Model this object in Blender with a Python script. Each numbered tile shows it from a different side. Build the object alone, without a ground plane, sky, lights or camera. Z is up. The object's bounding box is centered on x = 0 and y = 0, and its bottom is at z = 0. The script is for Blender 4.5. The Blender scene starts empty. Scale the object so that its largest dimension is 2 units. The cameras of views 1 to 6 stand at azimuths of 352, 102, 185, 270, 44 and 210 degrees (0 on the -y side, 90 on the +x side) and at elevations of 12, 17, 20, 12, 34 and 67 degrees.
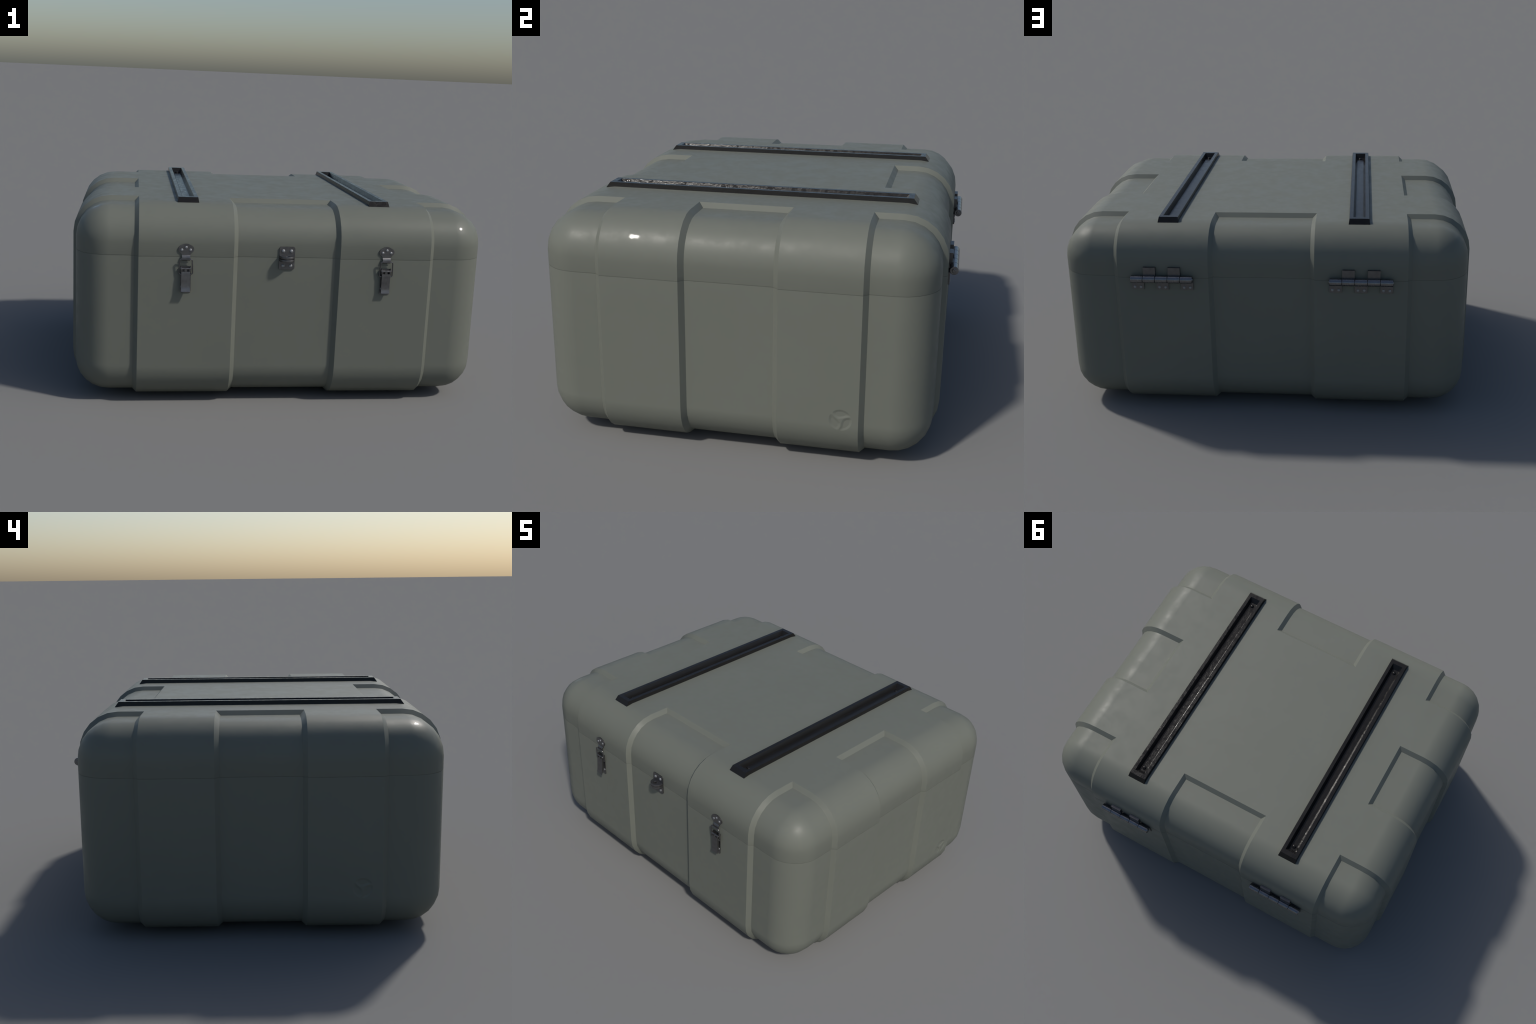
"""Olive hard-shell transport case: ribbed base and lid, two skid rails on the
lid, two draw latches and a padlock hasp in front, two knuckle hinges behind."""
import bpy, bmesh, math
import numpy as np
from mathutils import Vector, Matrix


# ------------------------------------------------------------------ sizes (m)
X_HALF, Y_HALF = 1.0, 0.8032                      # outer shell
FOOT, TOP = 0.0145, 0.956                         # the shell stands on rails
HEIGHT = TOP - FOOT
R = 0.1768                                       # edge rounding
Y0 = -0.0055                                     # shell sits a little forward
SEAM = 0.7190
DEPTH, SLOPE = 0.0195, 0.0203                    # recess depth, width of its sloped wall
BAND_X = (0.252, 0.6895)                         # raised bands, edges in x
BAND_Y = (0.1933, 0.5097)                        # and in y
ARC = 3                                          # facets per half of a rounded edge
FRONT = Y0 - Y_HALF
BACK = Y0 + Y_HALF
MID = FOOT + HEIGHT / 2


# ------------------------------------------------------------------ materials
def new_mat(name):
    m = bpy.data.materials.new(name)
    m.use_nodes = True
    nt = m.node_tree
    b = nt.nodes["Principled BSDF"]
    return m, nt, b


def noise(nt, coord, scale, detail=4.0, rough=0.55, stretch=None):
    n = nt.nodes.new("ShaderNodeTexNoise")
    n.inputs["Scale"].default_value = scale
    n.inputs["Detail"].default_value = detail
    n.inputs["Roughness"].default_value = rough
    if stretch:
        mp = nt.nodes.new("ShaderNodeMapping")
        mp.inputs["Scale"].default_value = stretch
        nt.links.new(coord, mp.inputs["Vector"])
        coord = mp.outputs["Vector"]
    nt.links.new(coord, n.inputs["Vector"])
    return n.outputs["Fac"]


def ramp(nt, fac, stops):
    r = nt.nodes.new("ShaderNodeValToRGB")
    els = r.color_ramp.elements
    while len(els) < len(stops):
        els.new(0.5)
    for e, (p, c) in zip(els, stops):
        e.position = p
        e.color = (*c, 1) if len(c) == 3 else c
    nt.links.new(fac, r.inputs["Fac"])
    return r.outputs["Color"]


def bump(nt, height, strength, dist, b):
    n = nt.nodes.new("ShaderNodeBump")
    n.inputs["Strength"].default_value = strength
    n.inputs["Distance"].default_value = dist
    nt.links.new(height, n.inputs["Height"])
    nt.links.new(n.outputs["Normal"], b.inputs["Normal"])


def g(v):
    return (v, v, v)


def mat_shell():
    m, nt, b = new_mat("olive_plastic")
    co = nt.nodes.new("ShaderNodeTexCoord").outputs["Object"]
    c = ramp(nt, noise(nt, co, 2.2, 5, 0.6), [(0.3, SHELL_A), (0.7, SHELL_B)])
    nt.links.new(c, b.inputs["Base Color"])
    r = ramp(nt, noise(nt, co, 13.0, 6, 0.62), [(0.36, g(0.40)), (0.62, g(0.53))])
    # sun glints placed by hand: glossy coat spots on lid edges and corners
    fine = noise(nt, co, 30.0, 5, 0.6)
    shine = None
    for spot, size in PLACED_GLINTS:
        dist = nt.nodes.new("ShaderNodeVectorMath")
        dist.operation = "DISTANCE"
        nt.links.new(co, dist.inputs[0])
        dist.inputs[1].default_value = spot
        wob = nt.nodes.new("ShaderNodeMath")
        wob.operation = "MULTIPLY_ADD"
        nt.links.new(fine, wob.inputs[0])
        wob.inputs[1].default_value = size
        nt.links.new(dist.outputs["Value"], wob.inputs[2])
        rng_ = nt.nodes.new("ShaderNodeMapRange")
        rng_.inputs["From Min"].default_value = size * 1.0
        rng_.inputs["From Max"].default_value = size * 1.6
        rng_.inputs["To Min"].default_value = 1.0
        rng_.inputs["To Max"].default_value = 0.0
        nt.links.new(wob.outputs[0], rng_.inputs["Value"])
        if shine is None:
            shine = rng_.outputs["Result"]
        else:
            mx = nt.nodes.new("ShaderNodeMath")
            mx.operation = "MAXIMUM"
            nt.links.new(shine, mx.inputs[0])
            nt.links.new(rng_.outputs["Result"], mx.inputs[1])
            shine = mx.outputs[0]
    nt.links.new(r, b.inputs["Roughness"])
    nt.links.new(shine, b.inputs["Coat Weight"])
    b.inputs["Coat Roughness"].default_value = 0.05
    cb = nt.nodes.new("ShaderNodeBump")
    cb.inputs["Strength"].default_value = 0.16
    cb.inputs["Distance"].default_value = 0.004
    nt.links.new(noise(nt, co, 70.0, 4, 0.6), cb.inputs["Height"])
    nt.links.new(cb.outputs["Normal"], b.inputs["Coat Normal"])
    b.inputs["Coat IOR"].default_value = 1.22
    b.inputs["Specular IOR Level"].default_value = 0.20
    bump(nt, noise(nt, co, 26.0, 4, 0.6), 0.03, 0.004, b)
    return m


PLACED_GLINTS = (((0.970, -0.376, 0.877), 0.022), ((0.846, -0.759, 0.869), 0.03), ((-0.884, -0.657, 0.922), 0.03))


def mat_rail():
    m, nt, b = new_mat("black_plastic_speckled_for_glints")
    co = nt.nodes.new("ShaderNodeTexCoord").outputs["Object"]
    c = ramp(nt, noise(nt, co, 14.0, 4, 0.6, (1, 0.25, 1)), [(0.35, (0.0115, 0.0110, 0.0108)), (0.7, (0.0150, 0.0145, 0.0140))])
    nt.links.new(c, b.inputs["Base Color"])
    r = ramp(nt, noise(nt, co, 40.0, 5, 0.65), [(0.42, g(0.05)), (0.50, g(0.23))])  # near-mirror specks added to break the rim highlights into sparkles
    nt.links.new(r, b.inputs["Roughness"])
    bump(nt, noise(nt, co, 130.0, 3, 0.6, (1, 0.5, 1)), 0.45, 0.0016, b)
    b.inputs["Specular IOR Level"].default_value = 0.20
    return m


def mat_metal(name, tone, rough):
    m, nt, b = new_mat(name)
    co = nt.nodes.new("ShaderNodeTexCoord").outputs["Object"]
    c = ramp(nt, noise(nt, co, 60.0, 4, 0.6), [(0.3, tuple(t * 0.85 for t in tone)), (0.7, tuple(t * 1.12 for t in tone))])
    nt.links.new(c, b.inputs["Base Color"])
    r = ramp(nt, noise(nt, co, 120.0, 3, 0.6), [(0.3, g(rough * 0.8)), (0.7, g(rough * 1.2))])
    nt.links.new(r, b.inputs["Roughness"])
    b.inputs["Metallic"].default_value = 0.9
    bump(nt, noise(nt, co, 90.0, 3, 0.6), 0.15, 0.001, b)
    return m


SHELL_A = (0.1395, 0.1475, 0.1245)
SHELL_B = (0.1455, 0.1535, 0.130)
SHELL = mat_shell()
RAIL = mat_rail()
STEEL = mat_metal("dark_steel", (0.150, 0.148, 0.150), 0.38)
HINGE = mat_metal("smooth_hinge_steel", (0.19, 0.19, 0.195), 0.24)
STUD = mat_metal("bright_rivet_steel", (0.30, 0.31, 0.32), 0.62)


# ------------------------------------------------------------------ helpers
def obj_from(name, verts, faces, mat, parent=None, smooth=None, loc=(0, 0, 0)):
    me = bpy.data.meshes.new(name)
    me.from_pydata([tuple(v) for v in verts], [], faces)
    me.materials.append(mat)
    return place(name, me, parent, loc, smooth)


def place(name, me, parent=None, loc=(0, 0, 0), smooth=None):
    if smooth is not None:
        me.shade_smooth()
        me.set_sharp_from_angle(angle=math.radians(smooth))
    o = bpy.data.objects.new(name, me)
    bpy.context.scene.collection.objects.link(o)
    o.location = loc
    o.parent = parent
    return o


def bm_mesh(name, bm, mat):
    bmesh.ops.recalc_face_normals(bm, faces=bm.faces)
    me = bpy.data.meshes.new(name)
    bm.to_mesh(me)
    bm.free()
    me.materials.append(mat)
    return me


def bevelled(bm, width, seg=2, angle=30):
    es = [e for e in bm.edges if len(e.link_faces) == 2 and e.calc_face_angle(0) > math.radians(angle)]
    bmesh.ops.bevel(bm, geom=es, offset=width, segments=seg, profile=0.5, affect="EDGES", clamp_overlap=True)


def prism_x(bm, outline, x0, x1):
    """extrude a (y, z) outline along x"""
    a = [bm.verts.new((x0, y, z)) for y, z in outline]
    b = [bm.verts.new((x1, y, z)) for y, z in outline]
    n = len(outline)
    bm.faces.new(a)
    bm.faces.new(b[::-1])
    for i in range(n):
        bm.faces.new((a[i], b[i], b[(i + 1) % n], a[(i + 1) % n]))


def prism_y(bm, outline, y0, y1):
    """extrude an (x, z) outline along y"""
    a = [bm.verts.new((x, y0, z)) for x, z in outline]
    b = [bm.verts.new((x, y1, z)) for x, z in outline]
    n = len(outline)
    bm.faces.new(a)
    bm.faces.new(b[::-1])
    for i in range(n):
        bm.faces.new((a[i], b[i], b[(i + 1) % n], a[(i + 1) % n]))


def cylinder_x(bm, x0, x1, y, z, r, seg=16, chamfer=0.0):
    rings = [(x0, r - chamfer), (x0 + chamfer, r), (x1 - chamfer, r), (x1, r - chamfer)] if chamfer else [(x0, r), (x1, r)]
    vs = [[bm.verts.new((x, y + rr * math.cos(2 * math.pi * k / seg), z + rr * math.sin(2 * math.pi * k / seg)))
           for k in range(seg)] for x, rr in rings]
    for p, q in zip(vs, vs[1:]):
        for k in range(seg):
            bm.faces.new((p[k], q[k], q[(k + 1) % seg], p[(k + 1) % seg]))
    bm.faces.new(vs[0])
    bm.faces.new(vs[-1][::-1])


def dome_mesh(name, r, h, axis, mat, seg=16, rings=4):
    """flat-based button head standing along `axis` (a unit vector)"""
    bm = bmesh.new()
    prof = [(r, -0.002), (r, h * 0.25)] + [(r * math.cos(t), h * (0.25 + 0.75 * math.sin(t)))
                                           for t in [math.pi / 2 * k / rings for k in range(1, rings)]]
    loops = [[bm.verts.new((p * math.cos(2 * math.pi * k / seg), p * math.sin(2 * math.pi * k / seg), z))
              for k in range(seg)] for p, z in prof]
    for a, b in zip(loops, loops[1:]):
        for k in range(seg):
            bm.faces.new((a[k], a[(k + 1) % seg], b[(k + 1) % seg], b[k]))
    tip = bm.verts.new((0, 0, h))
    for k in range(seg):
        bm.faces.new((loops[-1][k], loops[-1][(k + 1) % seg], tip))
    bm.faces.new(loops[0][::-1])
    q = Vector((0, 0, 1)).rotation_difference(Vector(axis))
    bmesh.ops.transform(bm, matrix=q.to_matrix().to_4x4(), verts=bm.verts)
    me = bm_mesh(name, bm, mat)
    me.shade_smooth()
    me.set_sharp_from_angle(angle=math.radians(50))
    return me


# ------------------------------------------------------------------ shell
def clamp01(t):
    return min(1.0, max(0.0, t))


def recess(x, y):
    """0 on the raised bands and the lid plate, 1 in the recesses, from |x|, |y|"""
    x, y = abs(x), abs(y)
    up = lambda t, lo: clamp01((t - lo) / SLOPE)
    rx = max(1 - up(x, BAND_X[0] - SLOPE), up(x, BAND_X[1]))
    ry = max(1 - up(y, BAND_Y[0] - SLOPE), up(y, BAND_Y[1]))
    out = max(up(x, BAND_X[1]), up(y, BAND_Y[1]))
    return min(rx, ry, out)


ARC_STEPS = [math.tan(math.pi / 4 * k / ARC) for k in range(1, ARC + 1)]
HX, HY, HZ = X_HALF - R, Y_HALF - R, HEIGHT / 2 - R


def axis_lines(h, inner, low_arc=True, high_arc=True):
    core = sorted({round(v, 6) for v in inner})
    out = [(-h, -t) for t in reversed(ARC_STEPS)] if low_arc else []
    out += [(v, 0.0) for v in core]
    out += [(h, t) for t in ARC_STEPS] if high_arc else []
    return out


def both(*vals):
    return [s * v for v in vals for s in (1, -1)]


RAIL_X = 0.4602
SLOT = (0.0235, 0.6100)                              # half width and length of the slot under a rail
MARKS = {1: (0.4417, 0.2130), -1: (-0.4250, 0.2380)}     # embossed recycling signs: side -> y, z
MARK_R = 0.039
MARK_PAD = 0.047
LIP = 0.0020                                           # seam chamfer


def shell_point(ax, ay, az, squeeze=0.0):
    inner = np.array([ax[0], ay[0], az[0]])
    off = np.array([ax[1], ay[1], az[1]])
    n = off / np.linalg.norm(off)
    p = inner + R * n
    m = recess(p[0], p[1])
    p = p - n * (DEPTH * m + squeeze)
    z = p[2] + MID
    return np.array([p[0], p[1] + Y0, z]), n, m


def build_shell(name, is_lid, parent):
    xs = axis_lines(HX, both(HX, BAND_X[0], BAND_X[0] - SLOPE, BAND_X[1], BAND_X[1] + SLOPE))
    ylines = both(HY, BAND_Y[0], BAND_Y[0] - SLOPE, BAND_Y[1], BAND_Y[1] + SLOPE)
    s = SEAM - MID
    if is_lid:
        xs = sorted(set(xs) | {(round(t, 6), 0.0) for t in both(RAIL_X - SLOT[0], RAIL_X + SLOT[0])}, key=lambda q: (round(q[0], 5), q[1]))
        ylines += both(SLOT[1])
    if is_lid:
        lines, edge = [s + 0.0002, s + 0.0002 + LIP, s + 0.02, HZ], 0
        zs = axis_lines(HZ, lines, low_arc=False)
        ztilt = {round(s + 0.0002 + LIP, 6): LID_TILT, round(s + 0.02, 6): LID_TILT * 0.75}
    else:
        mark_top = 0.292 - MID
        for y, z in MARKS.values():
            ylines += [y - MARK_PAD, y + MARK_PAD]
        lines = [-HZ, mark_top, s - 0.12, s - 0.0002 - LIP, s - 0.0002]
        zs = axis_lines(HZ, lines, high_arc=False)
        ztilt = {round(s - 0.0002 - LIP, 6): BASE_TILT}
    ys = axis_lines(HY, ylines)
    dims = (len(xs), len(ys), len(zs))
    rim = 0 if is_lid else dims[2] - 1
    verts, norms, ms, index = [], [], [], {}

    def vid(key):
        if key not in index:
            ax, ay, az = xs[key[0]], ys[key[1]], zs[key[2]]
            p, n, m = shell_point(ax, ay, az, 0.0006 if key[2] == rim and is_lid else 0.0)
            t = ztilt.get(round(az[0], 6), 0.0) if az[1] == 0 else 0.0
            if t:
                n = n + np.array([0, 0, math.tan(math.radians(t))])
                n = n / np.linalg.norm(n)
            index[key] = len(verts)
            verts.append(p)
            norms.append(n)
            ms.append(m)
        return index[key]

    faces, kinds = [], []

    def skip(fix, side, u0, u1, v0, v1):
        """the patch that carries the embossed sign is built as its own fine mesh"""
        if is_lid or fix != 0:
            return False
        y, z = MARKS[side]
        ya, yb = ys[u0], ys[u1]
        if ya[1] or yb[1] or abs(ya[0] - (y - MARK_PAD)) > 1e-4 and not (y - MARK_PAD - 1e-4 <= ya[0] and yb[0] <= y + MARK_PAD + 1e-4):
            return False
        za, zb = zs[v0], zs[v1]
        first_arc = abs(za[1]) == ARC_STEPS[0] and zb[0] == round(-HZ, 6) and zb[1] == 0
        flat = za[0] == round(-HZ, 6) and za[1] == 0 and abs(zb[0] - round(mark_top, 6)) < 1e-6
        return first_arc or flat

    for fix in range(3):
        u, v = [a for a in range(3) if a != fix]
        for side in (-1, 1):
            if fix == 2 and (side == 1) != is_lid:
                continue
            at = 0 if side < 0 else dims[fix] - 1
            for i in range(dims[u] - 1):
                for j in range(dims[v] - 1):
                    if skip(fix, side, i, i + 1, j, j + 1):
                        continue
                    if is_lid and fix == 2:
                        mx, my = (xs[i][0] + xs[i + 1][0]) / 2, (ys[j][0] + ys[j + 1][0]) / 2
                        if abs(abs(mx) - RAIL_X) < SLOT[0] and abs(my) < SLOT[1]:
                            continue
                    q = []
                    for du, dv in ((0, 0), (1, 0), (1, 1), (0, 1)):
                        key = [0, 0, 0]
                        key[fix], key[u], key[v] = at, i + du, j + dv
                        q.append(vid(tuple(key)))
                    if (side < 0) != (fix == 1):
                        q = q[::-1]
                    mm = [round(ms[a], 3) for a in q]
                    on_rim = fix != 2 and (j == 0 if is_lid else j == dims[2] - 2)
                    kind = "wall" if len(set(mm)) > 1 else ("lip" if on_rim else "skin")
                    odd = [a for a in range(4) if mm.count(mm[a]) == 1]
                    if kind == "wall" and len(odd) == 1:          # mitred recess corner
                        o = odd[0]
                        faces += [[q[o], q[(o + 1) % 4], q[(o + 2) % 4]], [q[o], q[(o + 2) % 4], q[(o + 3) % 4]]]
                        kinds += [kind, kind]
                    else:
                        faces.append(q)
                        kinds.append(kind)
    # close the open rim with a flat cap
    ring = []
    nx, ny = dims[0] - 1, dims[1] - 1
    ring += [(i, 0) for i in range(nx)] + [(nx, j) for j in range(ny)]
    ring += [(i, ny) for i in range(nx, 0, -1)] + [(0, j) for j in range(ny, 0, -1)]
    cap = [vid((i, j, rim)) for i, j in ring]
    faces.append(cap[::-1] if is_lid else cap)
    kinds.append("cap")

    P = np.array(verts)
    fn = []
    for f in faces:
        a = P[f]
        b = np.roll(a, -1, 0)
        c = np.cross(a, b).sum(0)
        fn.append(c / (np.linalg.norm(c) + 1e-12))
    touching = {}
    for k, f in enumerate(faces):
        if kinds[k] in ("wall", "lip"):
            for a in f:
                touching.setdefault((kinds[k], a), []).append(k)
    loop_n = []
    for k, f in enumerate(faces):
        for a in f:
            if kinds[k] == "skin":
                n = norms[a]
            elif kinds[k] == "cap":
                n = fn[k]
            else:
                n = sum(fn[o] for o in touching[(kinds[k], a)] if fn[o] @ fn[k] > 0.82)
                n = n / np.linalg.norm(n)
            loop_n.append(tuple(n))
    me = bpy.data.meshes.new(name)
    me.from_pydata([tuple(p) for p in verts], [], faces)
    me.materials.append(SHELL)
    me.shade_smooth()
    me.normals_split_custom_set(loop_n)
    return place(name, me, parent)


LID_TILT = -5.5  # degrees normals lean down, shading the lid darker toward the seam
BASE_TILT = 1.5


def arrow_depth(u, v):
    """0..1 sunk amount of three chasing arrows on a ring of radius MARK_R"""
    r = math.hypot(u, v) / MARK_R
    a = math.degrees(math.atan2(v, u))
    t = ((150 - a + 22 * (0.66 - r)) % 120) / 120.0                       # along one arrow
    arc = 2 * math.pi / 3 * r
    k = 0.10                                           # soft minimum rounds the corners
    d = -k * math.log(sum(math.exp(-q / k) for q in (1.02 - r, r - 0.24, t * arc - 0.15, (1 - t) * arc - 0.15)))
    return clamp01(d / 0.22 + 0.55)


def build_mark(side, parent):
    y, z = MARKS[side]
    top = 0.292
    a1 = math.pi / 4 / ARC
    # profile of the side wall in (z, outward) along the faceted edge rounding
    zlow = FOOT + R - R * math.sin(a1)
    N = 72
    ss = np.linspace(0, 1, N)
    break_z = FOOT + R
    zz = np.concatenate([np.linspace(zlow, break_z, N // 3, endpoint=False), np.linspace(break_z, top, N)])
    yy = np.linspace(y - MARK_PAD, y + MARK_PAD, N)
    verts, faces = [], []

    def wall_x(h):
        xa = X_HALF - R + R * math.cos(a1)
        return X_HALF if h >= break_z else xa + (X_HALF - xa) * (h - zlow) / (break_z - zlow)

    def wall_y(v, h):
        return v + Y0

    for h in zz:
        for v in yy:
            d = 0.0024 * arrow_depth((v - y) * side, h - z)
            verts.append((side * (wall_x(h) - d), wall_y(v, h), h))
    W = len(yy)
    for i in range(len(zz) - 1):
        for j in range(W - 1):
            f = (i * W + j, i * W + j + 1, (i + 1) * W + j + 1, (i + 1) * W + j)
            faces.append(f if side > 0 else f[::-1])
    o = obj_from("recycling_sign", verts, faces, SHELL, parent)
    # same smooth normals as the wall round it, tilted by the relief only
    X = np.array([abs(v[0]) for v in verts]).reshape(len(zz), W)
    flat = np.array([[wall_x(h)] * W for h in zz])
    dip = flat - X
    dh, dv = np.gradient(dip, zz, yy)
    loop_n = []
    for f in o.data.polygons:
        for k in f.vertices:
            i, j = divmod(k, W)
            t = clamp01((break_z - zz[i]) / (break_z - zlow)) * a1
            n = Vector((side * math.cos(t), dv[i, j], -math.sin(t) + dh[i, j])).normalized()
            loop_n.append(n)
    o.data.shade_smooth()
    o.data.normals_split_custom_set(loop_n)
    return o


# ------------------------------------------------------------------ skid rails
def build_rail_mesh():
    """long tray: sloped outside, mitred rim, sunk floor; the ends dip with the lid"""
    wb, wt, wi, wf = 0.0518, 0.0465, 0.0288, 0.0172
    yb, yt, yi, yf = 0.6698, 0.6479, 0.6250, 0.6045
    z_end, zt, zf = 0.9460, 0.9749, 0.9512
    bm = bmesh.new()

    def ring(w, y, z):
        pts = []
        for sx, sy in ((-1, -1), (1, -1), (1, 1), (-1, 1)):
            pts.append((sx * w, sy * y, z))
        return [bm.verts.new(p) for p in pts]

    def strip(a, b):
        for k in range(4):
            bm.faces.new((a[k], a[(k + 1) % 4], b[(k + 1) % 4], b[k]))

    top, inn, floor = ring(wt, yt, zt), ring(wi, yi, zt), ring(wf, yf, zf)
    strip(top, inn)
    strip(inn, floor)
    bm.faces.new(floor)
    # outside: the walls run down into the lid plate and onto the start of its rounding
    foot = ring(wb, yb, z_end - 0.001)
    strip(foot, top)
    bm.faces.new(foot[::-1])
    es = [e for e in bm.edges if e.calc_face_angle(0) > 0.5 and min(v.co.z for v in e.verts) > 0.955]
    bmesh.ops.bevel(bm, geom=es, offset=0.0020, segments=2, profile=0.5, affect="EDGES", clamp_overlap=True)
    me = bm_mesh("skid_rail", bm, RAIL)
    return me


# ------------------------------------------------------------------ latches
def mirrored(half):
    return half + [(-x, z) for x, z in reversed(half) if abs(x) > 1e-9]


def latch_meshes():
    """draw latch; local x across, y = 0 on the case wall, -y outward, z absolute"""
    out = {}
    # wall plate with two upright ears for the pivot pin
    bm = bmesh.new()
    prism_y(bm, mirrored([(0.0, 0.551), (0.021, 0.551), (0.0245, 0.556), (0.0245, 0.640), (0.0235, 0.646), (0.0235, 0.677), (0.0, 0.677)]), -0.0035, 0.002)
    for s in (-1, 1):
        x0, x1 = sorted((s * 0.0205, s * 0.0238))
        ear = [(-0.003, 0.636), (-0.010, 0.646), (-0.0175, 0.656), (-0.0195, 0.667), (-0.0165, 0.676), (-0.009, 0.679), (-0.003, 0.677)]
        prism_x(bm, ear, x0, x1)
    out["wall_plate"] = bm_mesh("latch", bm, STEEL)
    # lever: solid tongue, flared at the lower end, three lugs round the pin
    bm = bmesh.new()
    front = [(-0.0175, 0.6535), (-0.0185, 0.640), (-0.0180, 0.610), (-0.0168, 0.585), (-0.0178, 0.575), (-0.0218, 0.5605)]
    back = [(-0.0180, 0.5590), (-0.0135, 0.570), (-0.0105, 0.580), (-0.0095, 0.610), (-0.0095, 0.6535)]
    prism_x(bm, front + back, -0.0203, 0.0203)
    for x0, x1 in ((-0.0203, -0.0165), (-0.0058, 0.0048), (0.0165, 0.0203)):
        prism_x(bm, [(-0.0175, 0.652), (-0.0195, 0.662), (-0.0190, 0.670), (-0.0140, 0.672), (-0.0100, 0.664), (-0.0095, 0.652)], x0, x1)
    bevelled(bm, 0.0012, 2)
    out["lever"] = bm_mesh("lever", bm, STEEL)
    # pivot pin
    bm = bmesh.new()
    cylinder_x(bm, -0.0252, 0.0252, -0.0150, 0.6670, 0.0048, 14, 0.0012)
    out["pivot_pin"] = bm_mesh("pivot_pin", bm, STEEL)
    # keeper: three-lobed plate with a rolled hook
    bm = bmesh.new()
    lobes = [(0.0, 0.7815), (0.0085, 0.7810), (0.0155, 0.7785), (0.0215, 0.7750), (0.0285, 0.7716), (0.0335, 0.7665), (0.0360, 0.7590),
             (0.0360, 0.7515), (0.0318, 0.7440), (0.0240, 0.7385), (0.0205, 0.7330), (0.0195, 0.7270), (0.0, 0.7270)]
    prism_y(bm, mirrored(lobes), -0.0060, 0.002)
    bevelled(bm, 0.0012, 2)
    hook_out = [(-0.0055, 0.7300), (-0.0085, 0.7262), (-0.0112, 0.7205), (-0.0122, 0.7140), (-0.0110, 0.7080), (-0.0072, 0.7040)]
    hook_in = [(-0.0050, 0.7060), (-0.0078, 0.7095), (-0.0086, 0.7155), (-0.0078, 0.7200), (-0.0050, 0.7240), (-0.0020, 0.7260), (-0.0020, 0.7300)]
    prism_x(bm, hook_out + hook_in, -0.0192, 0.0192)
    out["keeper"] = bm_mesh("keeper", bm, STEEL)
    # wire bail: a closed rounded frame swept with a round section
    bm = bmesh.new()
    path = []
    corners = [(-0.0282, -0.0168, 0.7122), (0.0282, -0.0168, 0.7122), (0.0318, -0.0100, 0.6405), (-0.0318, -0.0100, 0.6405)]
    rad = 0.0085
    for k in range(4):
        c = Vector(corners[k])
        p = (Vector(corners[k - 1]) - c).normalized()
        q = (Vector(corners[(k + 1) % 4]) - c).normalized()
        for t in [i / 5 for i in range(6)]:
            path.append((1 - t) ** 2 * (c + p * rad) + 2 * t * (1 - t) * c + t * t * (c + q * rad))
    seg, n = 8, len(path)
    loops = []
    for k in range(n):
        d = (path[(k + 1) % n] - path[k - 1]).normalized()
        a = Vector((0, 1, 0.09)).normalized()
        a = (a - d * a.dot(d)).normalized()
        b = d.cross(a)
        loops.append([bm.verts.new(path[k] + 0.0030 * (math.cos(2 * math.pi * j / seg) * a + math.sin(2 * math.pi * j / seg) * b)) for j in range(seg)])
    for k in range(n):
        p, q = loops[k], loops[(k + 1) % n]
        for j in range(seg):
            bm.faces.new((p[j], p[(j + 1) % seg], q[(j + 1) % seg], q[j]))
    out["bail"] = bm_mesh("bail", bm, STEEL)
    for me in out.values():
        me.shade_smooth()
        me.set_sharp_from_angle(angle=math.radians(38))
    return out


def build_latches(root):
    parts = latch_meshes()
    stud = dome_mesh("rivet", 0.0066, 0.0036, (0, -1, 0), STUD)
    for x, swing in ((-0.4735, 5.0), (0.4735, 0.0)):
        latch = place("latch", parts["wall_plate"], root, (x, FRONT + 0.0010, 0))
        for k in ("keeper", "bail", "pivot_pin"):
            place(k, parts[k], latch)
        lever = place("lever", parts["lever"], latch)
        piv = Vector((0, -0.0150, 0.6670))               # this lever stands a little open
        lever.matrix_local = Matrix.Translation(piv) @ Matrix.Rotation(math.radians(-swing), 4, "X") @ Matrix.Translation(-piv)
        for dx, z, y in ((-0.0198, 0.7530, -0.0058), (0.0, 0.7650, -0.0058), (0.0198, 0.7530, -0.0058), (0.0155, 0.5800, -0.0034), (-0.0155, 0.5800, -0.0034)):
            place("rivet", stud, latch, (dx, y, z))


# ------------------------------------------------------------------ hasp
def curve_plate(name, outer, holes, half, bevel, mat):
    """plate in the local xy plane from closed outlines, extruded along z"""
    cu = bpy.data.curves.new(name, "CURVE")
    cu.dimensions = "2D"
    cu.fill_mode = "BOTH"
    for pts in [outer] + holes:
        s = cu.splines.new("POLY")
        s.points.add(len(pts) - 1)
        for p, (x, y) in zip(s.points, pts):
            p.co = (x, y, 0, 1)
        s.use_cyclic_u = True
    cu.extrude = half - bevel
    cu.bevel_depth = bevel
    cu.bevel_resolution = 1
    cu.offset = -bevel
    o = bpy.data.objects.new("tmp", cu)
    bpy.context.scene.collection.objects.link(o)
    dg = bpy.context.evaluated_depsgraph_get()
    me = bpy.data.meshes.new_from_object(o.evaluated_get(dg))
    bpy.data.objects.remove(o)
    me.name = name
    me.materials.clear()
    me.materials.append(mat)
    me.shade_smooth()
    me.set_sharp_from_angle(angle=math.radians(40))
    return me


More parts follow.
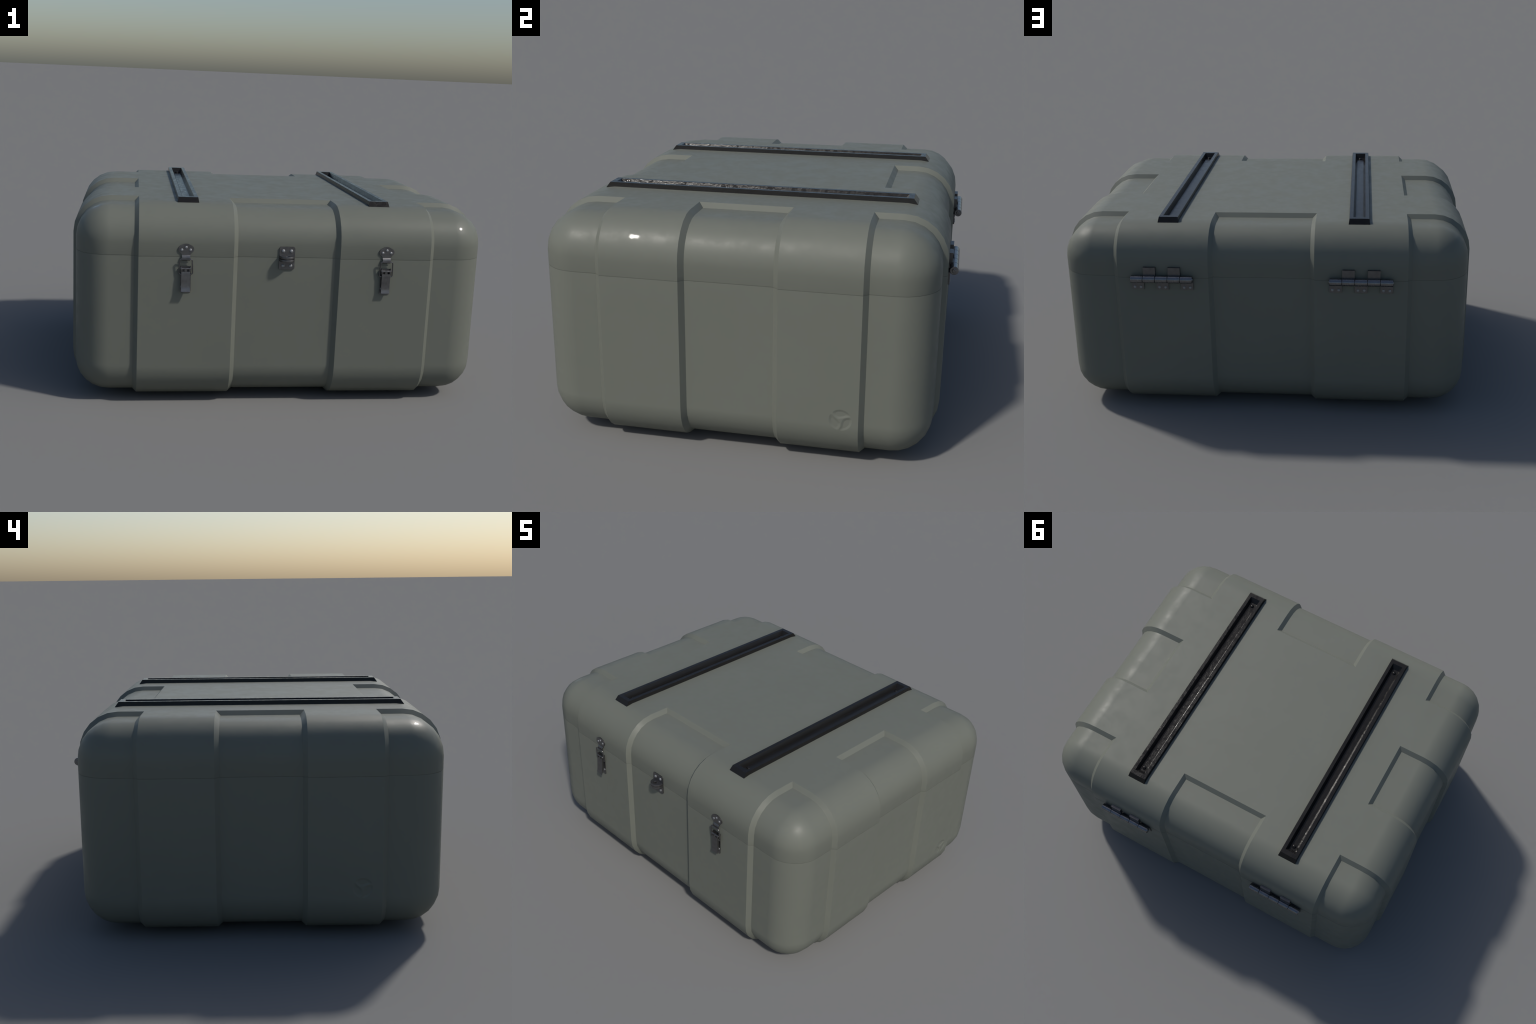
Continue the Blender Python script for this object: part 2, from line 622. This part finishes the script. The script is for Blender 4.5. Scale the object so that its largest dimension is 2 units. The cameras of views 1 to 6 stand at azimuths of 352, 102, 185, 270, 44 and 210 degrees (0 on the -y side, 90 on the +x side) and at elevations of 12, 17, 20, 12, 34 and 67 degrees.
def round_rect(w, z0, z1, r, n=5, lower=True, upper=True):
    pts = []
    for cx, cz, a0, rr in ((w - r, z1 - r, 0, upper), (-w + r, z1 - r, 90, upper), (-w + r, z0 + r, 180, lower), (w - r, z0 + r, 270, lower)):
        if rr:
            pts += [(cx + r * math.cos(math.radians(a0 + 90 * k / n)), cz + r * math.sin(math.radians(a0 + 90 * k / n))) for k in range(n + 1)]
        else:
            pts.append((math.copysign(w, cx), z1 if a0 < 180 else z0))
    return pts


def build_hasp(root):
    wall = FRONT + DEPTH
    hasp = bpy.data.objects.new("padlock_hasp", None)
    bpy.context.scene.collection.objects.link(hasp)
    hasp.parent = root
    hasp.empty_display_size = 0.05
    hasp.location = (-0.0005, wall, 0)
    tongue = [(0.0368, 0.0)]
    for k in range(0, 25):
        a = math.pi * k / 24
        tongue.append((0.0362 * math.copysign(abs(math.cos(a)) ** 0.85, math.cos(a)), -0.006 - 0.0395 * math.sin(a) ** 0.95))
    tongue.append((-0.0368, 0.0))
    tongue = [(x, y) for x, y in tongue]
    hole = [(0.0092 * math.cos(2 * math.pi * k / 20), -0.0265 + 0.0092 * math.sin(2 * math.pi * k / 20)) for k in range(20)]
    ear = curve_plate("hasp_tongue", tongue, [hole], 0.0060, 0.0012, STEEL)
    for z in (0.7238, 0.7095):
        place("hasp_tongue", ear, hasp, (0, 0, z))
    for nm, z0, z1, up in (("hasp_plate", 0.7190, 0.7715, True), ("hasp_plate", 0.6635, 0.7140, False)):
        bm = bmesh.new()
        prism_y(bm, round_rect(0.0370, z0, z1, 0.009, lower=not up, upper=up), -0.0055, 0.003)
        bevelled(bm, 0.0012, 2)
        me = bm_mesh(nm, bm, STEEL)
        place(nm, me, hasp, smooth=40)
    stud = dome_mesh("hasp_rivet", 0.0085, 0.0052, (0, -1, 0), STUD)
    for x, z in ((-0.0188, 0.7513), (0.0188, 0.7513), (-0.0180, 0.6815), (0.0180, 0.6815)):
        place("rivet", stud, hasp, (x, -0.0053, z))


# ------------------------------------------------------------------ hinges
def build_hinges(root):
    pitch, rr, cy, cz = 0.0597, 0.0176, 0.0182, 0.7195
    bm = bmesh.new()
    cylinder_x(bm, -pitch / 2 + 0.0004, pitch / 2 - 0.0004, cy, cz, rr, 18, 0.0017)
    knuckle = bm_mesh("knuckle", bm, HINGE)
    bm = bmesh.new()
    prism_x(bm, [(-0.008, 0.7305), (0.0105, 0.7300), (0.0105, 0.7750), (-0.008, 0.7750)], -0.0292, 0.0292)
    bevelled(bm, 0.0012, 2)
    prism_x(bm, [(0.0, 0.7250), (0.0140, 0.7250), (0.0150, 0.7330), (0.0105, 0.7365), (0.0, 0.7365)], -0.0290, 0.0290)
    upper = bm_mesh("upper_leaf", bm, STEEL)
    bm = bmesh.new()
    prism_x(bm, [(-0.008, 0.7120), (0.0030, 0.7120), (0.0030, 0.6615), (-0.008, 0.6615)], -0.0296, 0.0296)
    bevelled(bm, 0.0008, 1)
    lower = bm_mesh("lower_leaf", bm, STEEL)
    bm = bmesh.new()
    cylinder_x(bm, -2.5 * pitch - 0.0028, 2.5 * pitch + 0.0028, cy, cz, 0.0088, 14, 0.0020)
    pin = bm_mesh("hinge_pin", bm, HINGE)
    stud = dome_mesh("hinge_rivet", 0.0066, 0.0028, (0, 1, 0), STUD)
    for me in (knuckle, upper, lower, pin):
        me.shade_smooth()
        me.set_sharp_from_angle(angle=math.radians(40))
    for x in (0.4727, -0.4722):
        hinge = place("hinge", pin, root, (x, 0.8018, 0))
        for k in range(5):
            dx = (k - 2) * pitch
            place("knuckle", knuckle, hinge, (dx, 0, 0))
            if k % 2:
                place("upper_leaf", upper, hinge, (dx, 0, 0))
            else:
                place("lower_leaf", lower, hinge, (dx, 0, 0))
                for s in (-1, 1):
                    place("rivet", stud, hinge, (dx + s * 0.0148, 0.0028, 0.6735))


# ------------------------------------------------------------------ assembly
root = bpy.data.objects.new("transport_case", None)
bpy.context.scene.collection.objects.link(root)
root["label"] = "olive green ribbed hard-shell transport case with black rails and steel latches"
root["category"] = "storage case"

base = build_shell("base_shell", False, root)
lid = build_shell("lid", True, root)
for side in MARKS:
    build_mark(side, base)

rail_mesh = build_rail_mesh()
screw = dome_mesh("rail_screw", 0.0110, 0.0065, (0, 0, 1), RAIL)
for sx in (-1, 1):
    rail = place("skid_rail", rail_mesh, root, (sx * RAIL_X, Y0 + 0.0008, 0))
    for sy in (-1, 1):
        place("screw", screw, rail, (0, sy * 0.5830, 0.9512))
    under = place("skid_rail", rail_mesh, root, (sx * RAIL_X, Y0 + 0.0008, 0.9749))
    under.scale = (1, 0.72, 1)
    under.rotation_euler = (0, math.pi, 0)               # the same rails as runners underneath

build_latches(root)
build_hasp(root)
build_hinges(root)
